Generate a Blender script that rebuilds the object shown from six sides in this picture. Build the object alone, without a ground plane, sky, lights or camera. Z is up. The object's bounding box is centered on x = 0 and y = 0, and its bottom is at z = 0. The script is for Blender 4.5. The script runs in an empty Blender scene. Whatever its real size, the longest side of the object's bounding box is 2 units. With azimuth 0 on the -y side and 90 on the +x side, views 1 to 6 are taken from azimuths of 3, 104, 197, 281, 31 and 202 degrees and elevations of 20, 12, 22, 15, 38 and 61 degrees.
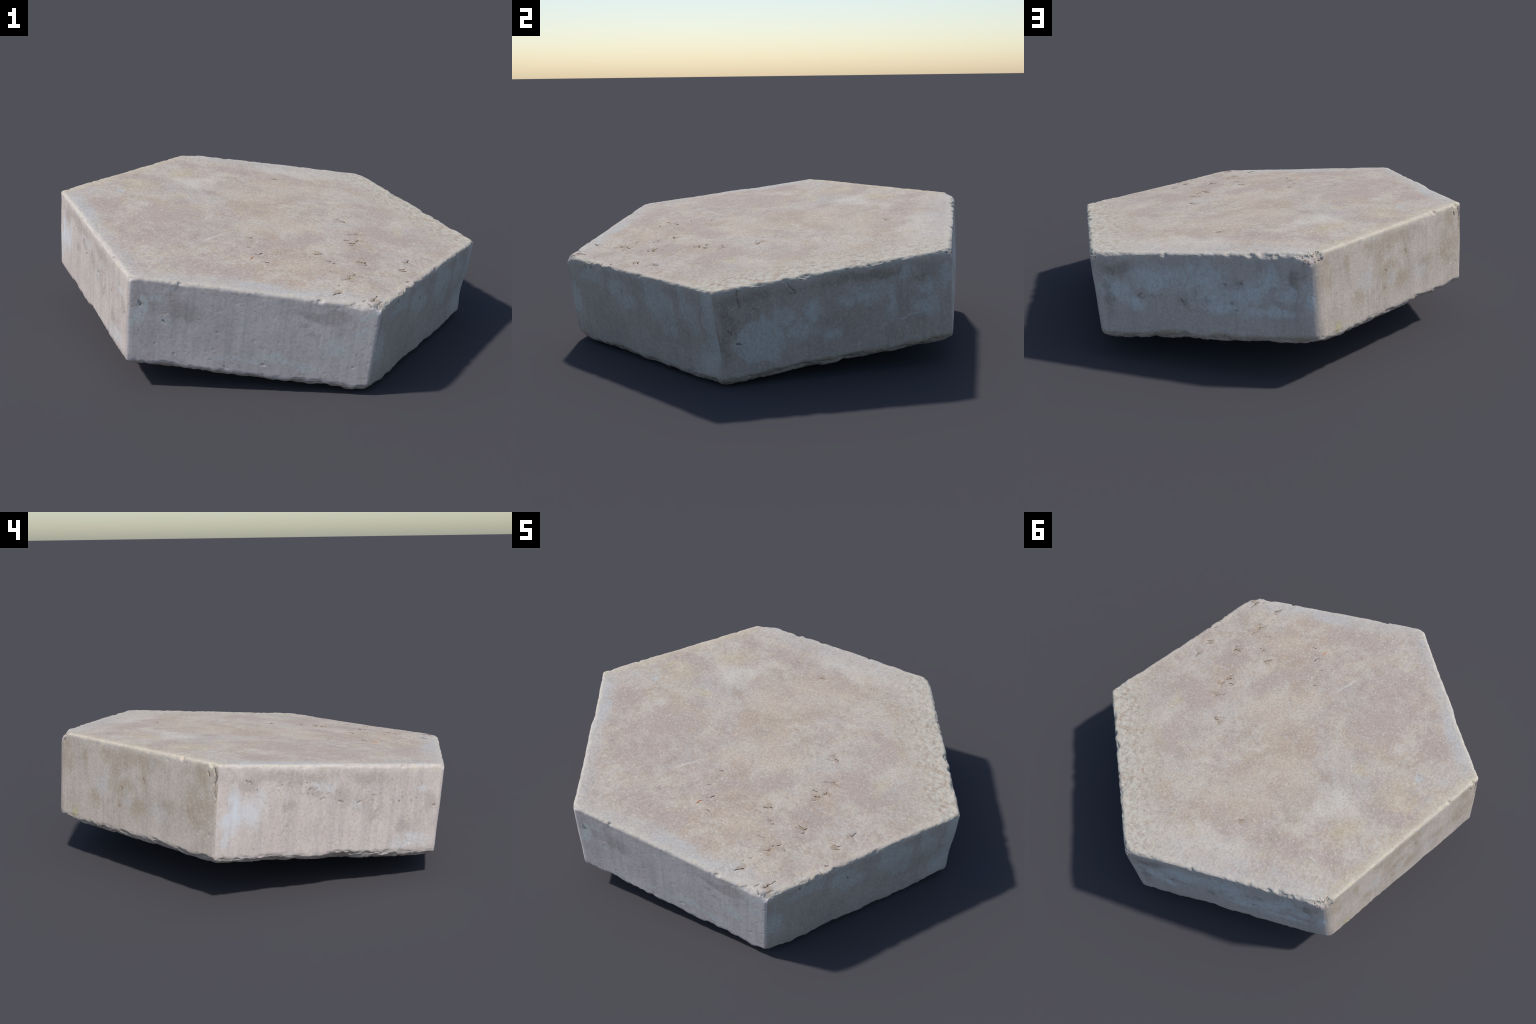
"""Hexagonal concrete paving stone lying tilted on the ground.

The stone is described in its own frame (z' = the stone's axis, origin at the
centre of the underside) as the meeting of eight planes with worn, chipped
edges; the whole body is then tilted.  Parts: top_face, six side_face,
underside, plus bits of exposed aggregate and a plant fibre."""
import bpy, math
import numpy as np
from mathutils import Matrix, Vector

GREY_TEST = False
rng = np.random.default_rng(7)

# ------------------------------------------------------------------ frame
AX_Z = np.array([0.100, -0.056, 0.9934]); AX_Z /= np.linalg.norm(AX_Z)
AX_X = np.array([1.0, 0, 0]) - AX_Z[0] * AX_Z; AX_X /= np.linalg.norm(AX_X)
AX_Y = np.cross(AX_Z, AX_X)
BASE = np.array([-0.0174, 0.0129, 0.1231])

# sides, in order round the stone (clockwise seen from above)
SIDE_ANGLE = np.radians([-30.6, -89.9, -149.8, 150.3, 91.0, 30.0])
SIDE_DIST = np.array([0.857, 0.855, 0.8605, 0.861, 0.855, 0.856])
SIDE_DRAFT = np.radians([0.0, -1.2, -1.1, -0.8, -0.4, -0.2])
SIDE_N = np.stack([np.cos(SIDE_DRAFT) * np.cos(SIDE_ANGLE),
                   np.cos(SIDE_DRAFT) * np.sin(SIDE_ANGLE),
                   np.sin(SIDE_DRAFT)], 1)
SIDE_T = np.stack([-np.sin(SIDE_ANGLE), np.cos(SIDE_ANGLE), 0 * SIDE_ANGLE], 1)  # rightwards seen from outside
HEIGHT = 0.373
MID = HEIGHT / 2

# cracks worn into the top: strokes in the top plane (x', y'), from the upper left end
CRACKS = [
    [(-.029, -.509), (-.015, -.509)], [(-.012, -.498), (-.008, -.487), (0, -.481)],
    [(.018, -.571), (.034, -.574)], [(.132, -.549), (.134, -.541)],
    [(.223, -.429), (.241, -.421), (.260, -.405)], [(.359, -.218), (.381, -.216)],
    [(.413, -.220), (.424, -.193)], [(.390, -.277), (.411, -.257)], [(.379, -.251), (.407, -.240)],
    [(.281, -.482), (.294, -.480)], [(.300, -.499), (.315, -.493)],
    [(.408, -.441), (.440, -.450), (.448, -.436)], [(.439, -.478), (.453, -.464)],
    [(.290, -.585), (.327, -.580)], [(.363, -.609), (.386, -.595), (.398, -.579)],
    [(.347, -.642), (.366, -.637), (.372, -.624)], [(.424, -.601), (.424, -.596)],
    [(.624, -.374), (.633, -.375), (.642, -.348)], [(.595, -.458), (.613, -.456), (.619, -.450)],
    [(.597, -.483), (.621, -.470)], [(.294, -.801), (.308, -.787), (.329, -.769)],
    [(.305, -.736), (.307, -.735)], [(.317, -.713), (.327, -.707)],
    [(.611, -.584), (.619, -.576)], [(.605, -.622), (.629, -.633)],
    [(.416, -.826), (.425, -.812)], [(.449, -.824), (.458, -.803), (.465, -.780), (.479, -.760)],
    [(.436, -.841), (.447, -.853)], [(.474, -.842), (.481, -.821), (.493, -.806)],
    [(.524, -.697), (.526, -.697)], [(.555, -.681), (.557, -.680)],
    [(.425, -.122), (.405, -.131), (.377, -.142)], [(.375, .017), (.362, .025), (.349, .024)],
    [(.346, .008), (.324, -.001)], [(.425, -.210), (.421, -.218)],
    [(-.053, -.325), (-.069, -.330)], [(-.055, -.430), (-.070, -.437)],
    [(.028, .548), (.012, .549), (.003, .543)],
]
# cracks and pits on the sides: (side, strokes in (s, height), half width)
SIDE_CRACKS = [
    (5, [(-.399, .380), (-.404, .345), (-.397, .311), (-.399, .295)], .0010),
    (5, [(-.196, .364), (-.180, .338), (-.169, .320), (-.197, .319)], .0012),
    (5, [(-.150, .378), (-.140, .362)], .0010),
    (5, [(-.454, .212), (-.439, .198)], .0022),
    (5, [(-.419, .152), (-.411, .150)], .0045),
    (5, [(-.345, .290), (-.338, .284)], .002),
    (2, [(-.384, .318), (-.376, .308), (-.366, .311), (-.360, .300)], .0022),
    (2, [(-.118, .278), (-.104, .287)], .0022),
    (2, [(-.062, .237), (-.050, .247), (-.044, .240)], .0018),
    (2, [(.018, .232), (.026, .226), (.034, .227)], .0022),
    (2, [(.104, .222), (.112, .226)], .0028),
    (2, [(.192, .186), (.198, .182)], .0018),
    (2, [(.455, .207), (.468, .206)], .0022),
    (3, [(-.060, .200), (-.048, .192)], .0016),
    (3, [(.082, .258), (.090, .244)], .0016),
    (3, [(-.072, .118), (-.064, .112)], .0018),
    (3, [(.444, .345), (.450, .330)], .0025),
    (3, [(.478, .362), (.486, .330), (.480, .300)], .0026),
    (3, [(.484, .270), (.490, .250)], .0022),
    (0, [(-.096, .288), (-.090, .284)], .003),
    (0, [(-.336, .362), (-.334, .348)], .0022),
    (0, [(-.300, .352), (-.292, .362)], .002),
    (1, [(-.453, .279), (-.447, .270), (-.449, .262)], .0035),
    (1, [(-.356, .206), (-.346, .198)], .002),
    (4, [(-.296, .191), (-.284, .196)], .003),
    (4, [(-.106, .178), (-.098, .164)], .003),
    (4, [(.122, .166), (.128, .160)], .003),
    (4, [(.138, .131), (.144, .127)], .0025),
    (4, [(.168, .251), (.174, .246)], .003),
    (4, [(.100, .250), (.106, .246)], .0025),
]


# ------------------------------------------------------------------ noise in code
def _hash(ix, iy, iz, seed):
    h = (ix * 374761393 + iy * 668265263 + iz * 2147483647 + seed * 1274126177) & 0xFFFFFFFF
    h = ((h ^ (h >> 13)) * 1274126177) & 0xFFFFFFFF
    h = ((h ^ (h >> 16)) * 2246822519) & 0xFFFFFFFF
    return (h ^ (h >> 15)) & 0xFFFFFFFF


def vnoise(p, scale, seed):
    """smooth gradient noise, about -1..1"""
    q = p * scale + 1000.0 + seed * 0.37
    i = np.floor(q).astype(np.int64); f = q - i
    u = f * f * f * (f * (f * 6 - 15) + 10)
    out = np.zeros(len(p))
    for dx in (0, 1):
        wx = u[:, 0] if dx else 1 - u[:, 0]
        for dy in (0, 1):
            wy = u[:, 1] if dy else 1 - u[:, 1]
            for dz in (0, 1):
                wz = u[:, 2] if dz else 1 - u[:, 2]
                h = _hash(i[:, 0] + dx, i[:, 1] + dy, i[:, 2] + dz, seed)
                g = np.stack([(h & 1023), (h >> 10) & 1023, (h >> 20) & 1023], 1) / 511.5 - 1.0
                out += wx * wy * wz * ((f[:, 0] - dx) * g[:, 0] + (f[:, 1] - dy) * g[:, 1] + (f[:, 2] - dz) * g[:, 2])
    return out * 1.6


def fbm(p, scale, seed, octaves=3, gain=0.5):
    r = np.zeros(len(p)); a = 1.0
    for o in range(octaves):
        r += a * vnoise(p, scale * 2 ** o, seed + o * 17); a *= gain
    return r


def sstep(x, a, b):
    t = np.clip((x - a) / (b - a), 0, 1)
    return t * t * (3 - 2 * t)


def smax(a, b, k):
    h = np.maximum(k - np.abs(a - b), 0) / k
    return np.maximum(a, b) + h * h * k * 0.25


def seg_dist(px, py, a, b):
    ax, ay = a; bx, by = b
    dx, dy = bx - ax, by - ay
    t = np.clip(((px - ax) * dx + (py - ay) * dy) / max(dx * dx + dy * dy, 1e-12), 0, 1)
    return np.hypot(px - ax - t * dx, py - ay - t * dy)


# ------------------------------------------------------------------ base grid
def corner(i):
    """sharp corner between side i-1 and side i at mid height"""
    a, b = SIDE_N[i - 1], SIDE_N[i]
    A = np.array([a[:2], b[:2]])
    r = np.array([SIDE_DIST[i - 1] - a[2] * 0, SIDE_DIST[i] - b[2] * 0])
    return np.linalg.solve(A, r)


CORNER = [corner(i) for i in range(6)]
PER_SIDE = 270
per = []
for i in range(6):
    # a little denser near the corners
    t = np.linspace(0, 1, PER_SIDE, endpoint=False)
    t = t - 0.07 * np.sin(2 * np.pi * t) * 0.9
    per.append(CORNER[i][None] * (1 - t[:, None]) + CORNER[(i + 1) % 6][None] * t[:, None])
PERIM = np.concatenate(per)                       # clockwise, seen from above
N = len(PERIM)


def spaced(total, coarse, fine, reach):
    """0..1 steps that get fine within `reach` of the far end"""
    d = [0.0]
    while d[-1] < total:
        left = total - d[-1]
        d.append(d[-1] + (fine if left < reach else coarse))
    d = np.array(d); return d / d[-1]


top_r = spaced(0.86, 0.0045, 0.0018, 0.045)[1:]
half = spaced(MID, 0.0034, 0.0018, 0.03)
bot_r = spaced(0.86, 0.014, 0.0022, 0.05)[1:]
side_up = HEIGHT - (1 - half[::-1]) * MID * 1.0
side_z = np.concatenate([HEIGHT - (1 - half[::-1]) * MID, (1 - half[1:]) * MID])
rows = []
for r in top_r:
    rows.append(np.column_stack([PERIM * r, np.full(N, HEIGHT)]))
side_first = len(rows) - 1
for z in side_z[1:]:
    rows.append(np.column_stack([PERIM, np.full(N, z)]))
side_last = len(rows) - 1
for r in bot_r[::-1][1:]:
    rows.append(np.column_stack([PERIM * r, np.zeros(N)]))
P = np.concatenate(rows + [np.array([[0, 0, HEIGHT], [0, 0, 0.0]])])
ROWS = len(rows)
P0 = P.copy()

# ------------------------------------------------------------------ the body as meeting planes
lowf = fbm(P0, 2.2, 3, 3)
edge_n = fbm(P0, 9.0, 11, 3, 0.6)
edge_f = fbm(P0, 28.0, 23, 3, 0.6)
bot_n = np.abs(fbm(P0, 7.0, 31, 1)) * 1.2 + 0.60 * np.abs(fbm(P0, 20.0, 37, 2, 0.4))
CRUMBLE = np.array([0.95, 0.45, 0.35, 0.30, 0.75, 0.95])           # wear of the six top edges
PATCHY = CRUMBLE[np.argmax(P0 @ SIDE_N.T - SIDE_DIST, axis=1)] * (0.35 + 0.65 * sstep(fbm(P0, 3.4, 19, 2), -0.25, 0.45))   # some stretches of edge are whole, others crumbled
top_w = sstep(edge_n, -0.2, 0.9)
C_TOP = 0.0035 + 0.005 * top_w + 0.0065 * PATCHY * np.maximum(edge_f, 0) + 0.016 * PATCHY * np.maximum(edge_n - 0.35, 0)
FOOT = 0.0225                                      # the rough foot bulges below the cast lip
C_BOT = 0.0168 + 0.015 * bot_n

# (point on the stone, outward direction, depth cut behind the sharp corner, blend)
CHIPS = [
    (4, (.60, -.55, .72), .027),     # big break at the far corner (between sides 3 and 4)
    (5, (.5, .8, .9), .014),
    (1, (.5, -.85, .95), .014),
    (0, (1, 0, .9), .004),
    (2, (-.5, -.86, .9), .004),
]
CHIP_PLANES = []
for ci, direction, depth in CHIPS:
    c3 = np.array([*CORNER[ci], HEIGHT])
    if ci == 4:
        d = np.array([c3[0], c3[1], 0]) / np.linalg.norm(c3[:2])
        d = d * 0.62 + np.array([SIDE_N[4][0], SIDE_N[4][1], 0]) * 0.25 + np.array([0, 0, 0.62])
    else:
        d = np.array(direction, float)
    d /= np.linalg.norm(d)
    CHIP_PLANES.append((d, d @ c3 - depth))
NICKS = [  # bites out of edges: (side, s, height, radius, depth below the edge)
    (0, .045, HEIGHT, .022), (0, -.16, HEIGHT, .018), (0, -.245, HEIGHT, .020), (0, .19, HEIGHT, .014),
    (5, -.205, HEIGHT, .020), (5, .05, HEIGHT, .012), (5, .27, HEIGHT, .012), (4, .22, HEIGHT, .022),
    (4, -.16, HEIGHT, .012), (4, .33, HEIGHT, .020), (4, -.41, HEIGHT, .014), (2, -.33, HEIGHT, .010),
    (2, .30, HEIGHT, .012), (1, .25, HEIGHT, .014), (1, .38, HEIGHT, .018), (3, .30, HEIGHT, .010),
    (3, .46, HEIGHT, .012), (1, -.30, HEIGHT, .012),
    (1, .30, 0, .02), (1, -.16, 0, .022), (2, .10, 0, .022), (2, .20, 0, .018), (2, -.28, 0, .02),
    (2, -.40, 0, .016), (3, -.25, 0, .02), (3, -.05, 0, .022), (3, .12, 0, .018), (3, .3, 0, .02),
    (0, -.42, 0, .03), (4, -.44, 0, .025), (4, .02, 0, .02), (5, .36, 0, .018), (5, -.1, 0, .02),
]
NICK_C = []
NEAR = []
for si, s, h, r in NICKS:
    nrm = np.array([np.cos(SIDE_ANGLE[si]), np.sin(SIDE_ANGLE[si]), 0])
    up = 1 if h > 0 else -1
    c = nrm * SIDE_DIST[si] + SIDE_T[si] * s + np.array([0, 0, h])
    c = c + (nrm + np.array([0, 0, up])) * r * 0.40
    NICK_C.append((c, r, s))
    NEAR.append(np.where(np.abs(P0 - c).max(1) < 0.09)[0])


def body(p):
    fs = p @ SIDE_N[0] - SIDE_DIST[0] - SIDE_N[0][2] * MID
    # the right-hand foot of this side is drawn in
    fs = fs + 0.015 * sstep(p @ SIDE_T[0], -0.15, 0.50) * sstep(p[:, 2], 0.30, 0.12) * (1 - 0.85 * sstep(p[:, 2], 0.11, 0.0))
    for i in range(1, 6):
        fs = smax(fs, p @ SIDE_N[i] - SIDE_DIST[i] - SIDE_N[i][2] * MID, 0.034 if i == 4 else 0.012)
    rag = np.exp(-np.abs(HEIGHT - p[:, 2]) / 0.018) + 0.8 * np.exp(-np.abs(p[:, 2]) / 0.018)
    fs = fs + lowf * 0.003 + rag * (edge_f * 0.0024 * PATCHY + edge_n * 0.0022)
    r2 = (p[:, 0] ** 2 + p[:, 1] ** 2)
    # gently domed wearing face that rolls down towards the rim
    ft = p[:, 2] - (HEIGHT + 0.0145 - 0.0065 * sstep(fs, -0.40, 0.0)) + lowf * 0.003
    fb = -p[:, 2] - FOOT - lowf * 0.003
    f = smax(fs, ft, 0.008)
    f = smax(f, (fs + ft) * 0.7071 + C_TOP, 0.008)
    f = smax(f, fb, 0.006)
    f = smax(f, (fs + fb) * 0.7071 + C_BOT, 0.010)
    for d, k in CHIP_PLANES:
        f = smax(f, p @ d - k + edge_f * 0.004 + edge_n * 0.003, 0.008)
    for (c, r, _), near in zip(NICK_C, NEAR):
        ball = r - np.linalg.norm(p[near] - c, axis=1) + edge_f[near] * 0.004
        f[near] = smax(f[near], ball, 0.005)
    return f


def gradient(p, f0, e=4e-4):
    g = np.empty_like(p)
    for a in range(3):
        q = p.copy(); q[:, a] += e
        g[:, a] = (body(q) - f0) / e
    return g


for step in range(3):
    f0 = body(P)
    g = gradient(P, f0)
    P = P - g * np.clip(f0 / np.maximum((g * g).sum(1), 0.2), -0.03, 0.03)[:, None]
g = gradient(P, body(P))
NRM = g / np.linalg.norm(g, axis=1)[:, None]

# ------------------------------------------------------------------ relief along the normal
row_of = np.repeat(np.arange(ROWS), N)
row_of = np.concatenate([row_of, [0, ROWS - 1]])
is_top = NRM[:, 2] > 0.6
is_bot = NRM[:, 2] < -0.6
is_side = np.abs(NRM[:, 2]) < 0.6
grain = fbm(P0, 60.0, 41, 3, 0.65)
coarse = fbm(P0, 18.0, 53, 3, 0.55)
disp = (coarse * 0.0006 + grain * 0.00035) * np.where(is_side, 0.42, 1.0)
disp[is_bot] += (fbm(P0[is_bot], 10.0, 61, 3, 0.5) * 0.0025)
# the scaling strip along the right edge of the top (side 5)
e5 = P @ SIDE_N[5] - SIDE_DIST[5]
strip = sstep(e5 + 0.05 * fbm(P0, 5.0, 71, 2), -0.22, -0.06) * is_top
flakes = sstep(fbm(P0, 34.0, 73, 2), -0.10, 0.12)
disp += strip * ((flakes - 0.6) * 0.0010 + fbm(P0, 48.0, 77, 2) * 0.0008)
# worn pocks on the sides
pocks = np.maximum(fbm(P0, 42.0, 79, 2) - 0.70, 0) * is_side
disp -= pocks * 0.003
# vertical marks of the mould on the sides
for i in range(6):
    sel = (NRM @ SIDE_N[i]) > 0.8
    q = np.column_stack([P0[sel] @ SIDE_T[i], P0[sel][:, 2] * 0.06, np.full(sel.sum(), i * 3.1)])
    disp[sel] += vnoise(q, 70.0, 83) * 0.00016

SKIN = P + NRM * disp[:, None]                    # the surface before it cracked
def wobble(p):
    return np.column_stack([vnoise(p, 75.0, 91), vnoise(p, 75.0, 92)]) * 0.0045
wob = wobble(np.column_stack([P[:, :2], np.full(len(P), HEIGHT)]) * is_top[:, None] + P0 * ~is_top[:, None])
for stroke in CRACKS:
    lo = np.min(stroke, 0) - 0.03; hi = np.max(stroke, 0) + 0.03
    sel = np.where(is_top & (P[:, 0] > lo[0]) & (P[:, 0] < hi[0]) & (P[:, 1] > lo[1]) & (P[:, 1] < hi[1]))[0]
    if not len(sel):
        continue
    x, y = P[sel, 0] + wob[sel, 0], P[sel, 1] + wob[sel, 1]
    d = np.min([seg_dist(x, y, stroke[k], stroke[k + 1]) for k in range(len(stroke) - 1)], 0)
    disp[sel] -= 0.0024 * (1 - sstep(d, 0.0006, 0.0040)) + 0.0008 * (1 - sstep(d, 0.004, 0.018))
for si, stroke, w in SIDE_CRACKS:
    sel = np.where((NRM @ SIDE_N[si]) > 0.6)[0]
    s = P[sel] @ SIDE_T[si] + wob[sel, 0]; h = P[sel, 2] + wob[sel, 1]
    d = np.min([seg_dist(s, h, stroke[k], stroke[k + 1]) for k in range(len(stroke) - 1)], 0)
    disp[sel] -= (0.0008 + 0.7 * w) * (1 - sstep(d, w * 0.4, w * 2.2))
P = P + NRM * disp[:, None]

# ------------------------------------------------------------------ faces
gi = lambda r, k: r * N + (k % N)
kk = np.arange(N)


def quads(r0, r1, cols):
    """quads between rows r0..r1 for columns cols..cols+1, facing outwards"""
    out = []
    for r in range(r0, r1):
        out.append(np.column_stack([gi(r, cols), gi(r, cols + 1), gi(r + 1, cols + 1), gi(r + 1, cols)]))
    return np.concatenate(out)


CT, CB = len(P) - 2, len(P) - 1
parts = []
top_tris = np.column_stack([np.full(N, CT), gi(0, kk + 1), gi(0, kk)])
parts.append(("top_face", quads(0, side_first, kk), top_tris))
for i in range(6):
    parts.append(("side_face", quads(side_first, side_last, kk[i * PER_SIDE:(i + 1) * PER_SIDE]), None))
bot_tris = np.column_stack([np.full(N, CB), gi(ROWS - 1, kk), gi(ROWS - 1, kk + 1)])
parts.append(("underside", quads(side_last, ROWS - 1, kk), bot_tris))

# vertex normals of the whole body
VN = np.zeros_like(P)
for _, q, t in parts:
    n4 = np.cross(P[q[:, 2]] - P[q[:, 0]], P[q[:, 3]] - P[q[:, 1]])
    for c in range(4):
        for a in range(3):
            VN[:, a] += np.bincount(q[:, c], n4[:, a], len(P))
    if t is not None:
        n3 = np.cross(P[t[:, 1]] - P[t[:, 0]], P[t[:, 2]] - P[t[:, 0]])
        for c in range(3):
            for a in range(3):
                VN[:, a] += np.bincount(t[:, c], n3[:, a], len(P))
VN /= np.maximum(np.linalg.norm(VN, axis=1), 1e-12)[:, None]
FLIP = (VN * NRM).sum() < 0
if FLIP:
    VN = -VN

# rest the lowest point on the ground
ROT = np.array([AX_X, AX_Y, AX_Z]).T
world = P @ ROT.T + BASE
LIFT = -world[:, 2].min()
BASE = BASE + np.array([0, 0, LIFT])
FRAME = Matrix([[*ROT[r], BASE[r]] for r in range(3)] + [[0, 0, 0, 1]])


# ------------------------------------------------------------------ materials
def lin(c):
    return tuple(((v / 255) / 12.92 if v / 255 <= 0.04045 else ((v / 255 + 0.055) / 1.055) ** 2.4) for v in c) + (1.0,)


class Nodes:
    """small helper to write node graphs as expressions"""
    def __init__(self, name):
        self.m = bpy.data.materials.new(name); self.m.use_nodes = True
        self.t = self.m.node_tree; self.t.nodes.clear()
        self.co = self.new("ShaderNodeTexCoord").outputs["Object"]

    def new(self, kind, **kw):
        n = self.t.nodes.new(kind)
        for k, v in kw.items():
            setattr(n, k, v)
        return n

    def put(self, sock, v):
        if hasattr(v, "is_output"):
            self.t.links.new(v, sock)
        else:
            sock.default_value = v

    def math(self, op, a, b=0.0, c=0.0, clamp=False):
        n = self.new("ShaderNodeMath", operation=op, use_clamp=clamp)
        for s, v in zip(n.inputs, (a, b, c)):
            self.put(s, v)
        return n.outputs[0]

    def vmath(self, op, a, b=(0, 0, 0)):
        n = self.new("ShaderNodeVectorMath", operation=op)
        self.put(n.inputs[0], a); self.put(n.inputs[1], b)
        return n.outputs["Value"] if op in ("DOT_PRODUCT", "LENGTH", "DISTANCE") else n.outputs[0]

    def ramp(self, v, a, b, lo=0.0, hi=1.0):
        n = self.new("ShaderNodeMapRange", interpolation_type="SMOOTHSTEP")
        for s, x in zip(n.inputs, (v, a, b, lo, hi)):
            self.put(s, x)
        return n.outputs[0]

    def noise(self, vec, scale, detail=3.0, rough=0.55, dist=0.0):
        n = self.new("ShaderNodeTexNoise")
        self.put(n.inputs["Vector"], vec); self.put(n.inputs["Scale"], scale)
        self.put(n.inputs["Detail"], detail); self.put(n.inputs["Roughness"], rough)
        self.put(n.inputs["Distortion"], dist)
        return n.outputs["Fac"]

    def noise_vec(self, vec, scale, amp, detail=2.0):
        n = self.new("ShaderNodeTexNoise")
        self.put(n.inputs["Vector"], vec); self.put(n.inputs["Scale"], scale); self.put(n.inputs["Detail"], detail)
        d = self.vmath("SUBTRACT", n.outputs["Color"], (.5, .5, .5))
        s = self.new("ShaderNodeVectorMath", operation="SCALE")
        self.put(s.inputs[0], d); s.inputs["Scale"].default_value = amp
        return self.vmath("ADD", vec, s.outputs[0])

    def voronoi(self, vec, scale, feature="F1", out="Distance"):
        n = self.new("ShaderNodeTexVoronoi", feature=feature)
        self.put(n.inputs["Vector"], vec); self.put(n.inputs["Scale"], scale)
        return n.outputs[out]

    def mix(self, fac, a, b, blend="MIX"):
        n = self.new("ShaderNodeMix", data_type="RGBA", blend_type=blend)
        self.put(n.inputs[0], fac); self.put(n.inputs[6], a); self.put(n.inputs[7], b)
        return n.outputs[2]

    def blob(self, vec, centre, radii, angle=0.0, soft=1.0):
        """1 inside an ellipse, fading to 0 at its rim; soft = share of the radius that fades"""
        n = self.new("ShaderNodeMapping", vector_type="TEXTURE")
        self.put(n.inputs["Vector"], vec)
        n.inputs["Location"].default_value = (*centre, 0)
        n.inputs["Rotation"].default_value = (0, 0, math.radians(angle))
        n.inputs["Scale"].default_value = (*radii, 1e3)
        l = self.vmath("LENGTH", n.outputs[0])
        return self.ramp(l, 1.0 - soft, 1.0, 1.0, 0.0)

    def maxof(self, items):
        r = items[0]
        for i in items[1:]:
            r = self.math("MAXIMUM", r, i)
        return r

    def erode(self, mask, noise, lo=0.15, hi=1.05, amp=2.2):
        """eat into a soft mask with noise, so its border breaks up"""
        return self.ramp(self.add(mask, self.mul(self.math("SUBTRACT", noise, 0.5), amp)), lo, hi)

    def mul(self, a, b):
        return self.math("MULTIPLY", a, b)

    def add(self, a, b):
        return self.math("ADD", a, b)

    def finish(self, colour, rough, height, strength=0.4, distance=0.003):
        b = self.new("ShaderNodeBsdfPrincipled")
        self.put(b.inputs["Base Color"], colour)
        self.put(b.inputs["Roughness"], rough)
        b.inputs["Specular IOR Level"].default_value = 0.18
        if height is not None:
            bump = self.new("ShaderNodeBump")
            bump.inputs["Strength"].default_value = strength
            bump.inputs["Distance"].default_value = distance
            self.put(bump.inputs["Height"], height)
            self.t.links.new(bump.outputs[0], b.inputs["Normal"])
        o = self.new("ShaderNodeOutputMaterial")
        self.t.links.new(b.outputs[0], o.inputs[0])
        return self.m


def stroke_distance(N_, flat, strokes, widths=None):
    """least distance to any of the strokes, less their half widths (flat: 2-D coordinates, z = 0)"""
    best = None
    for k, st in enumerate(strokes):
        for a, b in zip(st[:-1], st[1:]):
            ab = (b[0] - a[0], b[1] - a[1], 0)
            q = N_.vmath("SUBTRACT", flat, (a[0], a[1], 0))
            t = N_.math("MULTIPLY", N_.vmath("DOT_PRODUCT", q, ab), 1.0 / max(ab[0] ** 2 + ab[1] ** 2, 1e-9), clamp=True)
            sc = N_.new("ShaderNodeVectorMath", operation="SCALE")
            sc.inputs[0].default_value = ab; N_.put(sc.inputs["Scale"], t)
            d = N_.vmath("DISTANCE", q, sc.outputs[0])
            if widths:
                d = N_.math("SUBTRACT", d, widths[k])
            best = d if best is None else N_.math("MINIMUM", best, d)
    return best


# colours of the dry concrete and what sits on it
BASE_C = lin((203, 190, 175))
MAUVE = lin((187, 170, 160))
BEIGE = lin((206, 190, 170))
OCHRE = lin((206, 189, 156))
PALE = lin((219, 213, 201))
BLUISH = lin((192, 197, 197))
BROWN = lin((165, 142, 118))
SOIL = lin((86, 72, 62))
CREAM = lin((224, 212, 182))
OLIVE = lin((140, 130, 92))


def grains(N_, co, colour, amount=1.0, coarse=1.0):
    """sand grains: small light and dark speckle"""
    f1 = N_.noise(co, 210.0, 2.0, 0.7)
    f2 = N_.noise(co, 85.0, 3.0, 0.6)
    colour = N_.mix(N_.mul(N_.ramp(f1, 0.53, 0.72), 0.42 * amount), colour, lin((236, 226, 216)))
    colour = N_.mix(N_.mul(N_.ramp(f1, 0.47, 0.28), 0.30 * amount), colour, lin((140, 126, 118)))
    colour = N_.mix(N_.mul(N_.ramp(f2, 0.50, 0.33), 0.34 * amount * coarse), colour, lin((150, 136, 126)))
    colour = N_.mix(N_.mul(N_.ramp(f2, 0.52, 0.68), 0.36 * amount * coarse), colour, lin((228, 218, 206)))
    # single grains of several colours in the paste
    v = N_.new("ShaderNodeTexVoronoi"); N_.put(v.inputs["Vector"], N_.noise_vec(co, 90.0, 0.006)); v.inputs["Scale"].default_value = 105.0
    sep = N_.new("ShaderNodeSeparateColor"); N_.put(sep.inputs[0], v.outputs["Color"])
    hue = N_.new("ShaderNodeValToRGB"); N_.put(hue.inputs[0], sep.outputs[0])
    hue.color_ramp.interpolation = "CONSTANT"
    stops = [(0.0, (226, 204, 190)), (.22, (176, 152, 132)), (.40, (224, 218, 212)), (.58, (206, 182, 146)), (.74, (172, 172, 176)), (.88, (204, 172, 158))]
    el = hue.color_ramp.elements
    el[0].position, el[0].color = 0.0, lin(stops[0][1]); el[1].position, el[1].color = stops[1][0], lin(stops[1][1])
    for p_, c_ in stops[2:]:
        e_ = el.new(p_); e_.color = lin(c_)
    pick = N_.mul(N_.ramp(sep.outputs[1], 0.58, 0.80), N_.ramp(v.outputs["Distance"], 0.55, 0.25))
    colour = N_.mix(N_.mul(pick, 0.68 * amount * coarse), colour, hue.outputs[0])
    return colour, f1, f2


def rim_masks(N_, co):
    """distances to the sides' planes (largest = nearest side) and the rim mask shared by all parts"""
    z = N_.new("ShaderNodeSeparateXYZ"); N_.put(z.inputs[0], co)
    es = []
    for i in range(6):
        es.append(N_.math("SUBTRACT", N_.vmath("DOT_PRODUCT", co, tuple(SIDE_N[i])), float(SIDE_DIST[i])))
    e = N_.maxof(es)
    return es, e, z.outputs["Z"]


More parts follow.
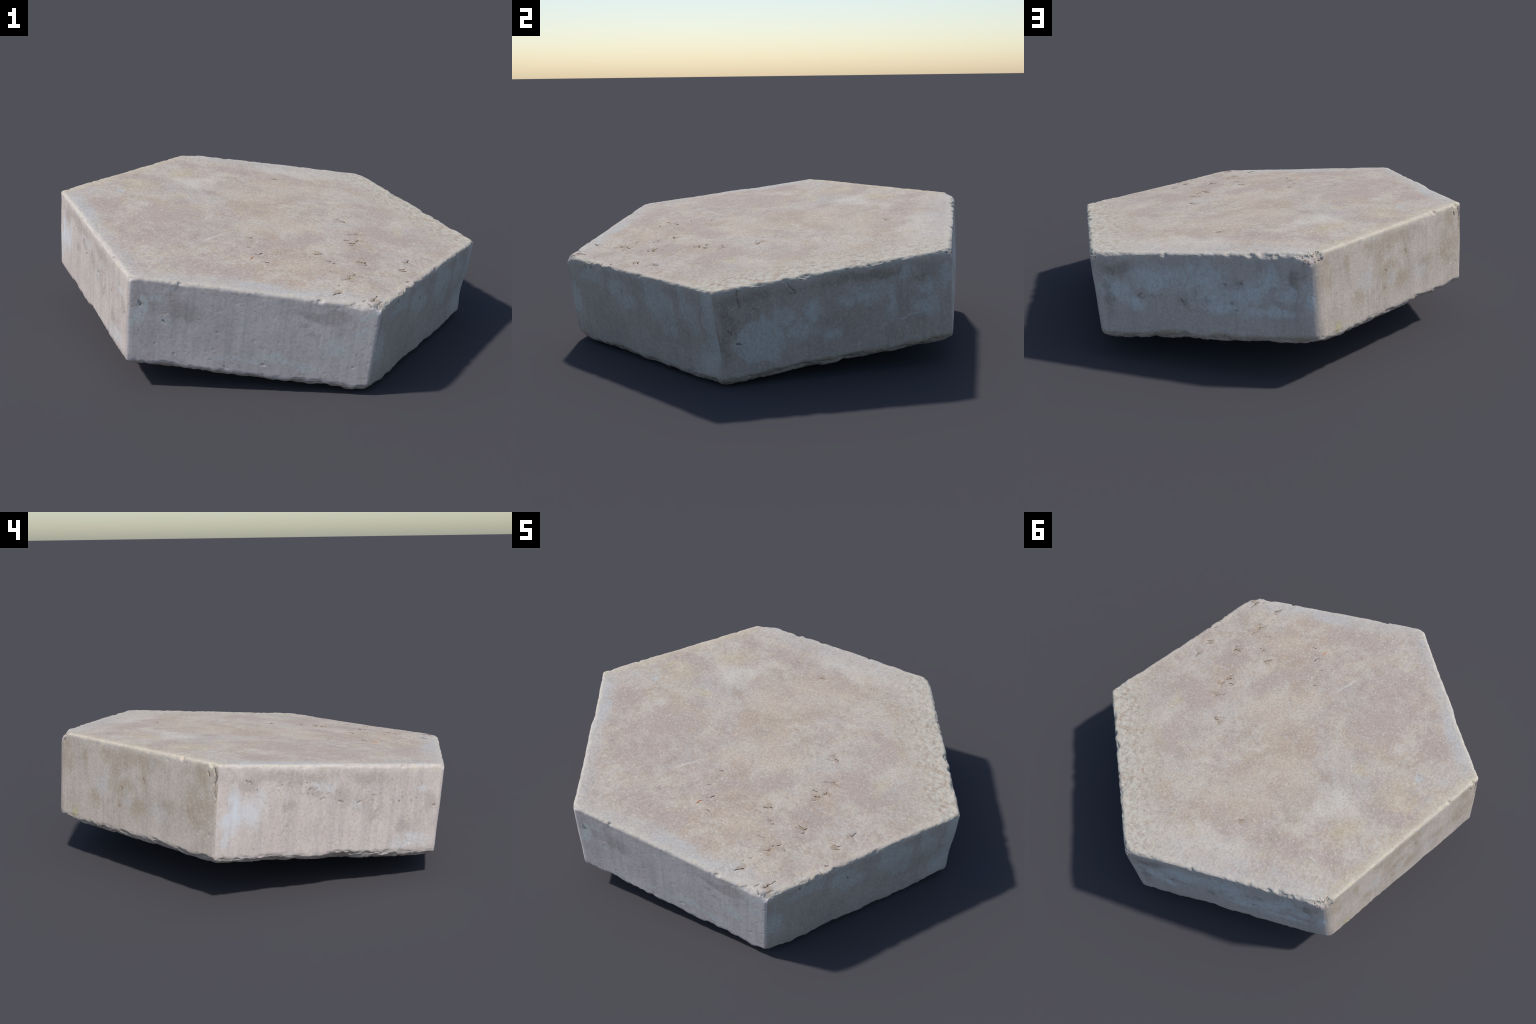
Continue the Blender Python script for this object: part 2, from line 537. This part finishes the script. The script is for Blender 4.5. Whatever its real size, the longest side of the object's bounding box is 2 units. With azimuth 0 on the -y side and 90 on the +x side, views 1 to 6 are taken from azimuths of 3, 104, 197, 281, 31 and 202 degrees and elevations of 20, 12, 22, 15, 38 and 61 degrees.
def worn_rim(N_, co, colour, e, z):
    """pale, rubbed and slightly yellow arris along the top edges"""
    c = N_.add(e, N_.math("SUBTRACT", z, HEIGHT))
    w = N_.noise(co, 14.0, 4.0, 0.65)
    m = N_.ramp(N_.add(c, N_.mul(N_.math("SUBTRACT", w, 0.5), 0.07)), -0.040, -0.006)
    colour = N_.mix(N_.mul(m, 0.26), colour, PALE)
    y = N_.mul(m, N_.ramp(N_.noise(co, 26.0, 3.0, 0.6), 0.52, 0.70))
    return N_.mix(N_.mul(y, 0.45), colour, CREAM)


def top_material():
    N_ = Nodes("worn_concrete_top"); co = N_.co
    es, e, z = rim_masks(N_, co)
    warp = N_.noise_vec(co, 6.0, 0.16, 4.0)
    warp = N_.noise_vec(warp, 28.0, 0.03, 3.0)
    n1 = N_.noise(co, 4.2, 5.0, 0.6)
    n2 = N_.noise(co, 11.0, 5.0, 0.65, 0.4)
    c = N_.mix(N_.ramp(n1, 0.40, 0.62), BASE_C, MAUVE)
    c = N_.mix(N_.mul(N_.ramp(n2, 0.48, 0.66), 0.6), c, BEIGE)
    broad = N_.noise(N_.vmath("ADD", co, (2, 6, 3)), 3.4, 6.0, 0.62, 0.3)
    c = N_.mix(N_.mul(N_.ramp(broad, 0.50, 0.62), 0.62), c, lin((190, 170, 148)))
    c = N_.mix(N_.mul(N_.ramp(broad, 0.47, 0.35), 0.60), c, lin((192, 186, 180)))
    # clouding at three sizes, each with its own hue
    m1 = N_.noise(N_.vmath("ADD", co, (7, 3, 1)), 9.0, 8.0, 0.72, 0.3)
    m2 = N_.noise(N_.vmath("ADD", co, (1, 9, 4)), 21.0, 7.0, 0.74)
    m3 = N_.noise(N_.vmath("ADD", co, (5, 5, 8)), 15.0, 8.0, 0.70)
    c = N_.mix(N_.mul(N_.ramp(m1, 0.49, 0.64), 0.70), c, lin((180, 163, 151)))
    c = N_.mix(N_.mul(N_.ramp(m1, 0.48, 0.34), 0.50), c, lin((214, 205, 192)))
    c = N_.mix(N_.mul(N_.ramp(m3, 0.53, 0.68), 0.45), c, lin((196, 194, 190)))
    c = N_.mix(N_.mul(N_.ramp(m2, 0.51, 0.64), 0.45), c, lin((176, 158, 143)))
    B = lambda cx, cy, rx, ry, a=0.0, s=1.0: N_.blob(warp, (cx, cy), (rx * 1.3, ry * 1.3), a, s)
    mauve = N_.maxof([B(-.50, -.24, .34, .20, 60), B(-.74, -.10, .16, .13), B(-.2, -.70, .30, .10), B(.50, -.10, .13, .20),
                      B(.56, .18, .07, .16, 20), B(-.26, .60, .10, .12), B(-.44, .62, .09, .07), B(.15, -.30, .30, .10, 40)])
    c = N_.mix(N_.mul(N_.erode(mauve, m1), 0.92), c, MAUVE)
    beige = N_.maxof([B(.12, -.12, .16, .13), B(-.10, -.22, .14, .09, 30), B(.06, .40, .30, .20), B(-.12, .26, .2, .16), B(.18, -.55, .22, .10)])
    c = N_.mix(N_.mul(N_.erode(beige, m3), 0.55), c, BEIGE)
    ochre = N_.maxof([B(-.63, .20, .16, .10, 60), B(-.46, .44, .15, .10, 55), B(-.46, .10, .12, .06), B(-.73, .22, .08, .05, 60), B(.62, -.05, .05, .12)])
    c = N_.mix(N_.mul(N_.erode(ochre, m3, 0.2, 1.3, 2.2), 0.58), c, OCHRE)
    pale = N_.maxof([B(-.32, .39, .085, .06), B(-.41, .34, .12, .10), B(-.57, -.05, .05, .04), B(.36, .72, .24, .10, -10), B(.05, .70, .25, .07)])
    c = N_.mix(N_.mul(pale, 0.62), c, PALE)
    blue = N_.maxof([B(-.722, .095, .03, .018, 40, .4), B(.08, -.80, .32, .05), B(-.83, -.2, .05, .25, 30)])
    c = N_.mix(N_.mul(blue, N_.ramp(n2, 0.3, 0.6, 0.2, 0.8)), c, BLUISH)
    # a pale scratch
    sc = N_.noise_vec(co, 40.0, 0.012)
    sc = N_.blob(sc, (-.222, -.367), (.098, .012), 55.6, 0.9)
    c = N_.mix(N_.mul(sc, 0.65), c, PALE)
    # paler, cooler bloom inside the other rims
    bloom = N_.maxof([N_.ramp(es[1], -.20, -.02), N_.ramp(es[2], -.14, -.02), N_.ramp(es[4], -.24, -.03)])
    c = N_.mix(N_.mul(N_.erode(bloom, m1, 0.3, 1.1), 0.55), c, lin((202, 199, 195)))
    warm = N_.ramp(es[3], -.10, -.02)
    c = N_.mix(N_.mul(N_.erode(warm, m3, 0.3, 1.0), 0.45), c, lin((210, 194, 164)))
    # scaling strip along the right edge: pale skin with patches worn through
    st = N_.ramp(N_.add(es[5], N_.mul(N_.math("SUBTRACT", m1, 0.5), 0.32)), -0.30, -0.06)
    fl = N_.noise(N_.noise_vec(N_.vmath("MULTIPLY", co, (1.0, 1.6, 1.0)), 22.0, 0.03), 26.0, 6.0, 0.68)
    c = N_.mix(N_.mul(st, 0.56), c, lin((182, 165, 144)))
    c = N_.mix(N_.mul(N_.mul(N_.ramp(N_.add(fl, N_.mul(st, 0.03)), 0.45, 0.55), st), 0.80), c, lin((208, 202, 187)))
    c, f1, f2 = grains(N_, co, c, 0.68, 1.15)
    c = worn_rim(N_, co, c, e, z)
    # soil rubbed into the broken places round the larger cracks
    hn = N_.noise(co, 55.0, 5.0, 0.7)
    halo = N_.maxof([B(.438, -.452, .040, .030), B(.402, -.133, .040, .026, 160), B(.378, -.615, .055, .040, 30), B(.613, -.458, .03, .025),
                     B(.632, -.366, .03, .028), B(.245, -.418, .03, .02, 30), B(.30, -.49, .03, .02), B(.395, -.25, .04, .03), B(.31, -.785, .035, .022, 45),
                     B(.465, -.815, .05, .045), B(.42, -.215, .03, .02), B(.015, .547, .03, .022), B(.36, .02, .03, .02)])
    c = N_.mix(N_.mul(N_.erode(halo, hn, 0.45, 0.95, 1.8), 0.55), c, BROWN)
    # hair cracks and pinholes scattered towards the front corner
    zone = N_.ramp(N_.vmath("DISTANCE", co, (.45, -.55, HEIGHT)), 0.25, 0.75, 1.0, 0.0)
    pin = N_.mul(N_.ramp(N_.voronoi(N_.noise_vec(co, 60.0, 0.02), 26.0), 0.10, 0.05), N_.ramp(N_.noise(co, 9.0), 0.50, 0.60))
    c = N_.mix(N_.mul(N_.mul(pin, N_.add(N_.mul(zone, 0.8), 0.15)), 0.8), c, BROWN)
    h = N_.add(N_.mul(f1, 0.5), f2)
    return N_.finish(c, 0.93, h, 0.35, 0.003)


def side_material(i):
    N_ = Nodes("cast_concrete_side"); co = N_.co
    es, e, z = rim_masks(N_, co)
    s = N_.vmath("DOT_PRODUCT", co, tuple(SIDE_T[i]))
    flatn = N_.new("ShaderNodeCombineXYZ"); N_.put(flatn.inputs[0], s); N_.put(flatn.inputs[1], z); flat = flatn.outputs[0]
    offset = N_.vmath("ADD", flat, (0, 0, 3.7 * i))
    warp = N_.noise_vec(flat, 11.0, 0.10, 4.0)
    warp = N_.noise_vec(warp, 45.0, 0.03, 3.0)
    warp = N_.vmath("MULTIPLY", warp, (1, 1, 0))
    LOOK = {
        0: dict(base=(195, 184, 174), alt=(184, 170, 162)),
        1: dict(base=(225, 216, 213), alt=(217, 206, 205)),  # lightened and cooled to match this side's brightness under grazing sun
        2: dict(base=(214, 202, 195), alt=(206, 194, 188)),
        3: dict(base=(206, 193, 182), alt=(196, 183, 170)),
        4: dict(base=(206, 196, 188), alt=(196, 186, 178)),
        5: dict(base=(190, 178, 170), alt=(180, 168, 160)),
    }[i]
    n1 = N_.noise(co, 5.0, 5.0, 0.6); n2 = N_.noise(co, 15.0, 5.0, 0.65, 0.3)
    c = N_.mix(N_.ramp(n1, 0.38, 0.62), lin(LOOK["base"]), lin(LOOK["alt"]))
    mm = N_.noise(N_.vmath("MULTIPLY", offset, (1.0, 0.6, 1.0)), 22.0, 8.0, 0.74)
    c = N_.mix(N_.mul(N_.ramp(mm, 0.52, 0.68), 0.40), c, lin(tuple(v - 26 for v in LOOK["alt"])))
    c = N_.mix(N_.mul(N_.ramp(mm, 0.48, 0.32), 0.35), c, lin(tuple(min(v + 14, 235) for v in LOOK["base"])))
    # drag marks of the mould: fine upright streaks
    sv = N_.vmath("MULTIPLY", offset, (1.0, 0.045, 1.0))
    streak = N_.noise(sv, 120.0, 3.0, 0.6)
    streak2 = N_.noise(sv, 34.0, 3.0, 0.6)
    c = N_.mix(N_.mul(N_.ramp(streak, 0.52, 0.70), 0.20), c, lin((226, 208, 198)))
    c = N_.mix(N_.mul(N_.ramp(streak2, 0.52, 0.36), 0.22), c, lin((160, 154, 152)))
    B = lambda cx, cy, rx, ry, a=0.0, so=1.0: N_.blob(warp, (cx, cy), (rx * 1.6, ry * 1.6), a, so)
    up = N_.vmath("MULTIPLY", offset, (1.0, 0.55, 1.0))
    cloud = N_.noise(up, 15.0, 10.0, 0.76, 0.6); cloud2 = N_.noise(N_.vmath("ADD", up, (3, 1, 2)), 20.0, 10.0, 0.74, 0.3)
    pale_c, pale_a, pale = BLUISH, 0.75, None
    stain_c, stain_a, stain = BROWN, 0.5, None
    if i == 0:
        pale = [B(.475, .24, .035, .16, 0, .5), B(.44, .10, .07, .09), B(.17, .28, .16, .10), B(.22, .18, .07, .06), B(-.31, .32, .14, .05),
                B(-.12, .30, .09, .08), B(-.05, .25, .08, .07), B(.12, .33, .10, .05), B(.34, .27, .08, .10), B(-.45, .2, .05, .14)]
        pale_c, pale_a = lin((206, 213, 211)), 0.68
    if i == 1:
        pale = [B(-.434, .28, .018, .035, 0, .4), B(-.462, .225, .02, .045, -15, .4), B(-.376, .318, .035, .022), B(-.342, .195, .03, .010, -35),
                B(.19, .075, .16, .014, -3), B(-.05, .07, .14, .008), B(.43, .325, .05, .022), B(.44, .25, .035, .03), B(.10, .10, .06, .02), B(.33, .17, .07, .05)]
        pale_c, pale_a = lin((222, 228, 226)), 0.75
        stain = [B(-.42, .31, .10, .045), B(.31, .29, .05, .02), B(.227, .218, .022, .018), B(.2, .255, .02, .012), B(.371, .148, .018, .02), B(.33, .166, .012, .014),
                 B(-.28, .26, .12, .05), B(-.46, .272, .03, .02), B(.25, .31, .18, .03)]
        stain_c, stain_a = lin((176, 168, 162)), 0.6
    if i == 2:
        pale = [B(-.434, .20, .03, .10, -6), B(-.454, .09, .022, .06), B(-.315, .25, .025, .045, 15), B(.40, .278, .05, .012), B(-.06, .30, .08, .02),
                B(.36, .05, .12, .03), B(-.38, .17, .07, .06), B(.10, .22, .04, .025)]
        pale_c, pale_a = lin((214, 216, 218)), 0.68
        stain = [B(-.37, .305, .06, .03), B(-.10, .28, .05, .035), B(-.20, .22, .035, .03), B(.11, .23, .05, .05), B(.19, .18, .04, .035), B(.44, .22, .06, .035),
                 B(.15, .33, .12, .04), B(-.2, .33, .30, .035), B(.32, .11, .05, .04), B(.03, .25, .06, .05)]
        stain_c, stain_a = lin((172, 161, 154)), 0.60
    if i == 3:
        pale = [B(.182, .137, .07, .05), B(.131, .331, .02, .03), B(-.18, .20, .05, .08), B(-.02, .15, .05, .05)]
        pale_c, pale_a = lin((206, 206, 206)), 0.5
        stain = [B(-.30, .28, .02, .06), B(-.09, .28, .045, .10), B(.083, .25, .035, .05), B(-.05, .195, .09, .05), B(-.22, .115, .06, .05), B(-.067, .114, .04, .05),
                 B(.048, .127, .05, .06), B(.225, .165, .05, .04), B(.38, .20, .07, .10), B(.395, .13, .05, .04), B(.45, .166, .05, .10), B(.42, .33, .06, .06), B(.488, .27, .02, .10),
                 B(-.42, .30, .06, .12), B(.0, .33, .25, .05)]
        stain_c, stain_a = lin((170, 152, 128)), 0.54
    if i == 4:
        pale = [B(-.40, .225, .10, .07), B(-.20, .27, .18, .08), B(.0, .27, .16, .09), B(.06, .19, .16, .06), B(.29, .27, .09, .07), B(.37, .21, .06, .05),
                B(.09, .145, .12, .035), B(.30, .12, .14, .03), B(.47, .185, .03, .07), B(.2, .2, .12, .06), B(-.33, .16, .10, .04)]
        pale_c, pale_a = lin((218, 224, 224)), 0.88
        stain = [B(-.29, .19, .035, .018), B(-.22, .196, .025, .015), B(-.10, .168, .03, .03), B(-.05, .182, .025, .02), B(.01, .174, .03, .018), B(.125, .162, .03, .02),
                 B(.14, .128, .02, .015), B(.17, .25, .025, .018), B(.10, .25, .02, .015), B(-.147, .256, .02, .03), B(.40, .27, .05, .06), B(-.44, .19, .03, .10), B(-.4, .32, .14, .05)]
        stain_c, stain_a = lin((136, 122, 112)), 0.6
    if i == 5:
        pale = [B(-.319, .152, .085, .07, 0, .35), B(-.225, .23, .05, .05), B(.04, .255, .06, .035), B(.13, .27, .10, .05), B(.30, .32, .06, .04), B(.23, .21, .03, .11),
                B(.39, .165, .08, .07), B(.31, .128, .14, .009, 6), B(-.03, .12, .05, .04), B(.38, .25, .06, .035), B(-.16, .16, .08, .05), B(.47, .28, .03, .06), B(-.1, .24, .05, .05)]
        pale_c, pale_a = lin((203, 210, 210)), 0.75
        stain = [B(.374, .285, .035, .02), B(-.36, .35, .14, .05), B(-.45, .28, .05, .12), B(-.47, .17, .03, .10), B(.1, .34, .3, .03)]
        stain_c, stain_a = lin((132, 122, 106)), 0.5
    if stain:
        c = N_.mix(N_.mul(N_.erode(N_.maxof(stain), cloud2), stain_a), c, stain_c)
    if pale:
        c = N_.mix(N_.mul(N_.mul(N_.erode(N_.maxof(pale), cloud), N_.ramp(N_.noise(up, 60.0, 5.0, 0.7), 0.38, 0.56, 0.50, 1.0)), pale_a), c, pale_c)
    if i in (4, 5):   # algae along the foot
        foot = N_.ramp(N_.add(z, N_.mul(N_.math("SUBTRACT", N_.noise(co, 9.0, 4.0), 0.5), 0.07)), 0.03, 0.004)
        c = N_.mix(N_.mul(foot, 0.55), c, OLIVE)
    if i == 3:
        c = N_.mix(N_.mul(N_.maxof([B(.503, .335, .012, .03), B(-.372, .025, .02, .025)]), 0.55), c, lin((196, 186, 116)))
    c, f1, f2 = grains(N_, co, c, 0.6)
    c = worn_rim(N_, co, c, e, z)
    # pinholes and small dark pocks
    pk = N_.noise_vec(co, 70.0, 0.02)
    pin = N_.mul(N_.ramp(N_.voronoi(pk, 34.0), 0.11, 0.05), N_.ramp(N_.noise(co, 8.0), 0.46, 0.60))
    c = N_.mix(N_.mul(pin, 0.45), c, lin((104, 92, 80)))
    if i == 2:   # a loose band of fine pits below the top edge
        fine = N_.mul(N_.ramp(N_.voronoi(N_.noise_vec(co, 120.0, 0.012), 62.0), 0.28, 0.10),
                      N_.erode(N_.maxof([N_.blob(flat, (-.15, .285), (.42, .075), -4, 1.0), N_.blob(flat, (.25, .25), (.30, .08), 0, 1.0)]), mm, 0.35, 0.9))
        c = N_.mix(N_.mul(fine, 0.75), c, lin((120, 110, 102)))
        smear = N_.maxof([N_.blob(warp, (-.432, .19), (.055, .17), -7, 1.0), N_.mul(N_.blob(warp, (-.37, .20), (.10, .09), 0, 1.0), 0.6)])
        c = N_.mix(N_.mul(N_.mul(smear, N_.ramp(streak2, 0.30, 0.60, 0.45, 1.0)), 0.85), c, lin((219, 223, 228)))
    mine = [st for si, st, w in SIDE_CRACKS if si == i]
    jig = N_.vmath("MULTIPLY", N_.noise_vec(N_.noise_vec(flat, 28.0, 0.022, 2.0), 95.0, 0.010, 3.0), (1, 1, 0))
    ds = stroke_distance(N_, jig, mine, [w for si, st, w in SIDE_CRACKS if si == i])
    crack = N_.ramp(ds, -0.001, 0.0022, 1.0, 0.0)
    c = N_.mix(N_.mul(crack, 0.35 if i in (2, 4) else 0.60), c, SOIL)
    h = N_.add(N_.add(N_.mul(f1, 0.35), N_.mul(f2, 0.6)), N_.mul(streak, 0.4))
    return N_.finish(c, 0.92, h, 0.18, 0.003)


def underside_material():
    N_ = Nodes("rough_concrete_underside"); co = N_.co
    c = N_.mix(N_.ramp(N_.noise(co, 6.0, 5.0, 0.6), 0.4, 0.62), lin((190, 182, 176)), lin((176, 164, 156)))
    c, f1, f2 = grains(N_, co, c, 0.9)
    return N_.finish(c, 0.95, N_.add(f1, f2), 0.5, 0.004)


def plain(name, colour, var=0.15):
    N_ = Nodes(name)
    n = N_.noise(N_.co, 90.0, 3.0)
    dark = tuple(v * (1 - 2 * var) for v in colour[:3]) + (1,)
    return N_.finish(N_.mix(N_.ramp(n, 0.35, 0.65), dark, colour), 0.85, n, 0.3, 0.002)


# ------------------------------------------------------------------ objects
scene = bpy.context.scene
root = bpy.data.objects.new("paving_stone", None)
root.empty_display_size = 0.3
scene.collection.objects.link(root)
root["label"] = "tilted thick hexagonal paving stone of worn pale concrete"
root["category"] = "paving stone"


def make(name, verts, faces_list, normals, mat, parent=root):
    me = bpy.data.meshes.new(name)
    loops = np.concatenate([f.ravel() for f in faces_list])
    sizes = np.concatenate([np.full(len(f), f.shape[1]) for f in faces_list])
    starts = np.concatenate([[0], np.cumsum(sizes)[:-1]])
    me.vertices.add(len(verts)); me.vertices.foreach_set("co", verts.astype(np.float32).ravel())
    me.loops.add(len(loops)); me.loops.foreach_set("vertex_index", loops.astype(np.int32))
    me.polygons.add(len(sizes)); me.polygons.foreach_set("loop_start", starts.astype(np.int32))
    me.update(calc_edges=True); me.validate()
    me.polygons.foreach_set("use_smooth", np.ones(len(me.polygons), bool))
    if normals is not None:
        me.normals_split_custom_set_from_vertices(normals.astype(np.float32))
    me.materials.append(mat)
    ob = bpy.data.objects.new(name, me); scene.collection.objects.link(ob)
    ob.parent = parent; ob.matrix_world = FRAME
    return ob


side_i = 0
for name, q, t in parts:
    fl = [q] + ([t] if t is not None else [])
    if FLIP:
        fl = [f[:, ::-1] for f in fl]
    used = np.unique(np.concatenate([f.ravel() for f in fl]))
    remap = np.zeros(len(P), np.int64); remap[used] = np.arange(len(used))
    if GREY_TEST:
        m = bpy.data.materials.new("grey"); m.use_nodes = True
        m.node_tree.nodes["Principled BSDF"].inputs["Base Color"].default_value = (.5, .5, .5, 1)
        m.node_tree.nodes["Principled BSDF"].inputs["Roughness"].default_value = .93
        m.node_tree.nodes["Principled BSDF"].inputs["Specular IOR Level"].default_value = .18
    elif name == "top_face":
        m = top_material()
    elif name == "underside":
        m = underside_material()
    else:
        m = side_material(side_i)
    if name == "side_face":
        side_i += 1
    make(name, P[used], [remap[f] for f in fl], VN[used], m)

# exposed aggregate where the corners broke: small rounded stones set into the break
def pebble(c, r, seed):
    u = np.linspace(0, np.pi, 9); v = np.linspace(0, 2 * np.pi, 14, endpoint=False)
    U, V = np.meshgrid(u, v, indexing="ij")
    d = np.column_stack([(np.sin(U) * np.cos(V)).ravel(), (np.sin(U) * np.sin(V)).ravel(), np.cos(U).ravel()])
    w = 1 + 0.25 * vnoise(d + seed, 1.7, int(seed * 10) % 97)
    g_ = np.random.default_rng(int(seed * 1000))
    sc = g_.uniform(0.7, 1.2, 3)
    pts = c + d * w[:, None] * r * sc
    a = np.arange(8)[:, None] * 14 + np.arange(14)[None]
    b = np.arange(8)[:, None] * 14 + (np.arange(14)[None] + 1) % 14
    return pts, np.column_stack([a.ravel(), (a + 14).ravel(), (b + 14).ravel(), b.ravel()])


def cluster(ci, count, reach, seed, sizes):
    """pebbles picked on the break surface near corner ci"""
    g_ = np.random.default_rng(seed)
    c3 = np.array([*CORNER[ci], HEIGHT - 0.02])
    d, k = CHIP_PLANES[[c[0] for c in CHIPS].index(ci)]
    on = np.where((np.abs(P @ d - k) < 0.006) & (np.linalg.norm(P - c3, axis=1) < reach))[0]
    vs, fs, n0 = [], [], 0
    for j in range(count):
        if not len(on):
            break
        p = P[g_.choice(on)]
        r = g_.uniform(*sizes)
        v_, f_ = pebble(p - d * r * 0.55, r, seed + j * 1.37)
        vs.append(v_); fs.append(f_ + n0); n0 += len(v_)
    return vs, fs, n0


AGG = [plain("reddish_aggregate", lin((190, 158, 148))), plain("grey_aggregate", lin((150, 146, 148))), plain("pale_aggregate", lin((222, 212, 200)))]
if not GREY_TEST:
    for a, m in enumerate(AGG):
        vs, fs, n0 = [], [], 0
        for ci, count, reach in ((4, 9, .06), (5, 3, .04)):
            v_, f_, k_ = cluster(ci, count, reach, 100 * a + ci, (.003, .0065))
            vs += v_; fs += [f + n0 for f in f_]; n0 += k_
        if vs:
            ob = make("exposed_aggregate", np.concatenate(vs), [np.concatenate(fs)], None, m)
            ob["kind"] = "stuff"

# dark soil packed in the cracks of the top: thin uneven threads lying just below the surface
def soil_threads(strokes, seed):
    g_ = np.random.default_rng(seed)
    top_id = np.where(is_top)[0]
    vs, fs, n0 = [], [], 0
    for stroke in strokes:
        pts = []
        for a, b in zip(stroke[:-1], stroke[1:]):
            a, b = np.array(a), np.array(b)
            k = max(3, int(np.linalg.norm(b - a) / 0.0022))
            pts += [a + (b - a) * t for t in np.linspace(0, 1, k, endpoint=False)]
        pts.append(np.array(stroke[-1])); pts = np.array(pts)
        ends = pts[-1] - pts[0]
        ends = ends / max(np.linalg.norm(ends), 1e-6)
        pts = np.vstack([pts[0] - ends * 0.004, pts, pts[-1] + ends * 0.004])
        p3 = np.column_stack([pts, np.full(len(pts), HEIGHT)])
        pts = pts - wobble(p3) + g_.normal(0, 0.0006, pts.shape)
        u = np.linspace(0, 1, len(pts))
        w = (0.0001 + 0.0015 * np.maximum(vnoise(p3, 170.0, 7) + 0.25, 0) + 0.0006 * g_.random()) * np.clip(np.sin(np.pi * np.clip(u, .02, .98)) * 1.8, 0.15, 1)
        t = np.gradient(pts, axis=0); t /= np.maximum(np.linalg.norm(t, axis=1), 1e-9)[:, None]
        nrm = np.column_stack([-t[:, 1], t[:, 0]])
        z = np.empty(len(pts))
        near = top_id[np.abs(SKIN[top_id, :2] - pts.mean(0)).max(1) < 0.08]
        for j, q in enumerate(pts):
            z[j] = SKIN[near[np.argmin(((SKIN[near, :2] - q) ** 2).sum(1))], 2]
        ring = []
        for ang in np.linspace(0, 2 * np.pi, 8, endpoint=False):
            ring.append(np.column_stack([pts + nrm * (w * np.cos(ang))[:, None], z - 0.0010 + np.sin(ang) * np.minimum(w, .0016)]))
        V_ = np.stack(ring, 1).reshape(-1, 3)
        m = len(pts)
        a = np.arange(m - 1)[:, None] * 8 + np.arange(8)[None]; b = np.arange(m - 1)[:, None] * 8 + (np.arange(8)[None] + 1) % 8
        vs.append(V_); fs.append(np.column_stack([a.ravel(), (a + 8).ravel(), (b + 8).ravel(), b.ravel()]) + n0); n0 += len(V_)
    return np.concatenate(vs), np.concatenate(fs)


if not GREY_TEST:
    deep = [st for st in CRACKS if len(st) > 2]
    faint = [st for st in CRACKS if len(st) <= 2]
    for strokes, seed, tone in ((deep, 5, SOIL), (faint, 6, lin((138, 120, 106)))):
        v_, f_ = soil_threads(strokes, seed)
        ob = make("crack_soil", v_, [f_], None, plain("dark_soil", tone, 0.2))
        ob["kind"] = "stuff"

# a scrap of dry orange plant fibre on the top
def fibre():
    t = np.linspace(0, 1, 14)
    x = -.048 + .013 * t + .003 * np.sin(t * 7); y = -.562 + .027 * t
    near = np.where(is_top & (np.abs(P[:, 0] + .042) < .06) & (np.abs(P[:, 1] + .55) < .06))[0]
    z = np.array([SKIN[near[np.argmin((SKIN[near, 0] - a) ** 2 + (SKIN[near, 1] - b) ** 2)], 2] for a, b in zip(x, y)])
    r = 0.0017 * np.clip(np.sin(np.pi * np.clip(t, .05, .95)) * 2, .3, 1)
    V_ = np.stack([np.column_stack([x + r * np.cos(a), y - r * np.cos(a), z + .0006 + r * np.sin(a)]) for a in np.linspace(0, 2 * np.pi, 6, endpoint=False)], 1).reshape(-1, 3)
    a = np.arange(13)[:, None] * 6 + np.arange(6)[None]; b = np.arange(13)[:, None] * 6 + (np.arange(6)[None] + 1) % 6
    return V_, np.column_stack([a.ravel(), (a + 6).ravel(), (b + 6).ravel(), b.ravel()])


if not GREY_TEST:
    v_, f_ = fibre()
    make("plant_fibre", v_, [f_], None, plain("dry_orange_fibre", lin((226, 140, 88)), 0.1))
bpy.context.view_layer.update()
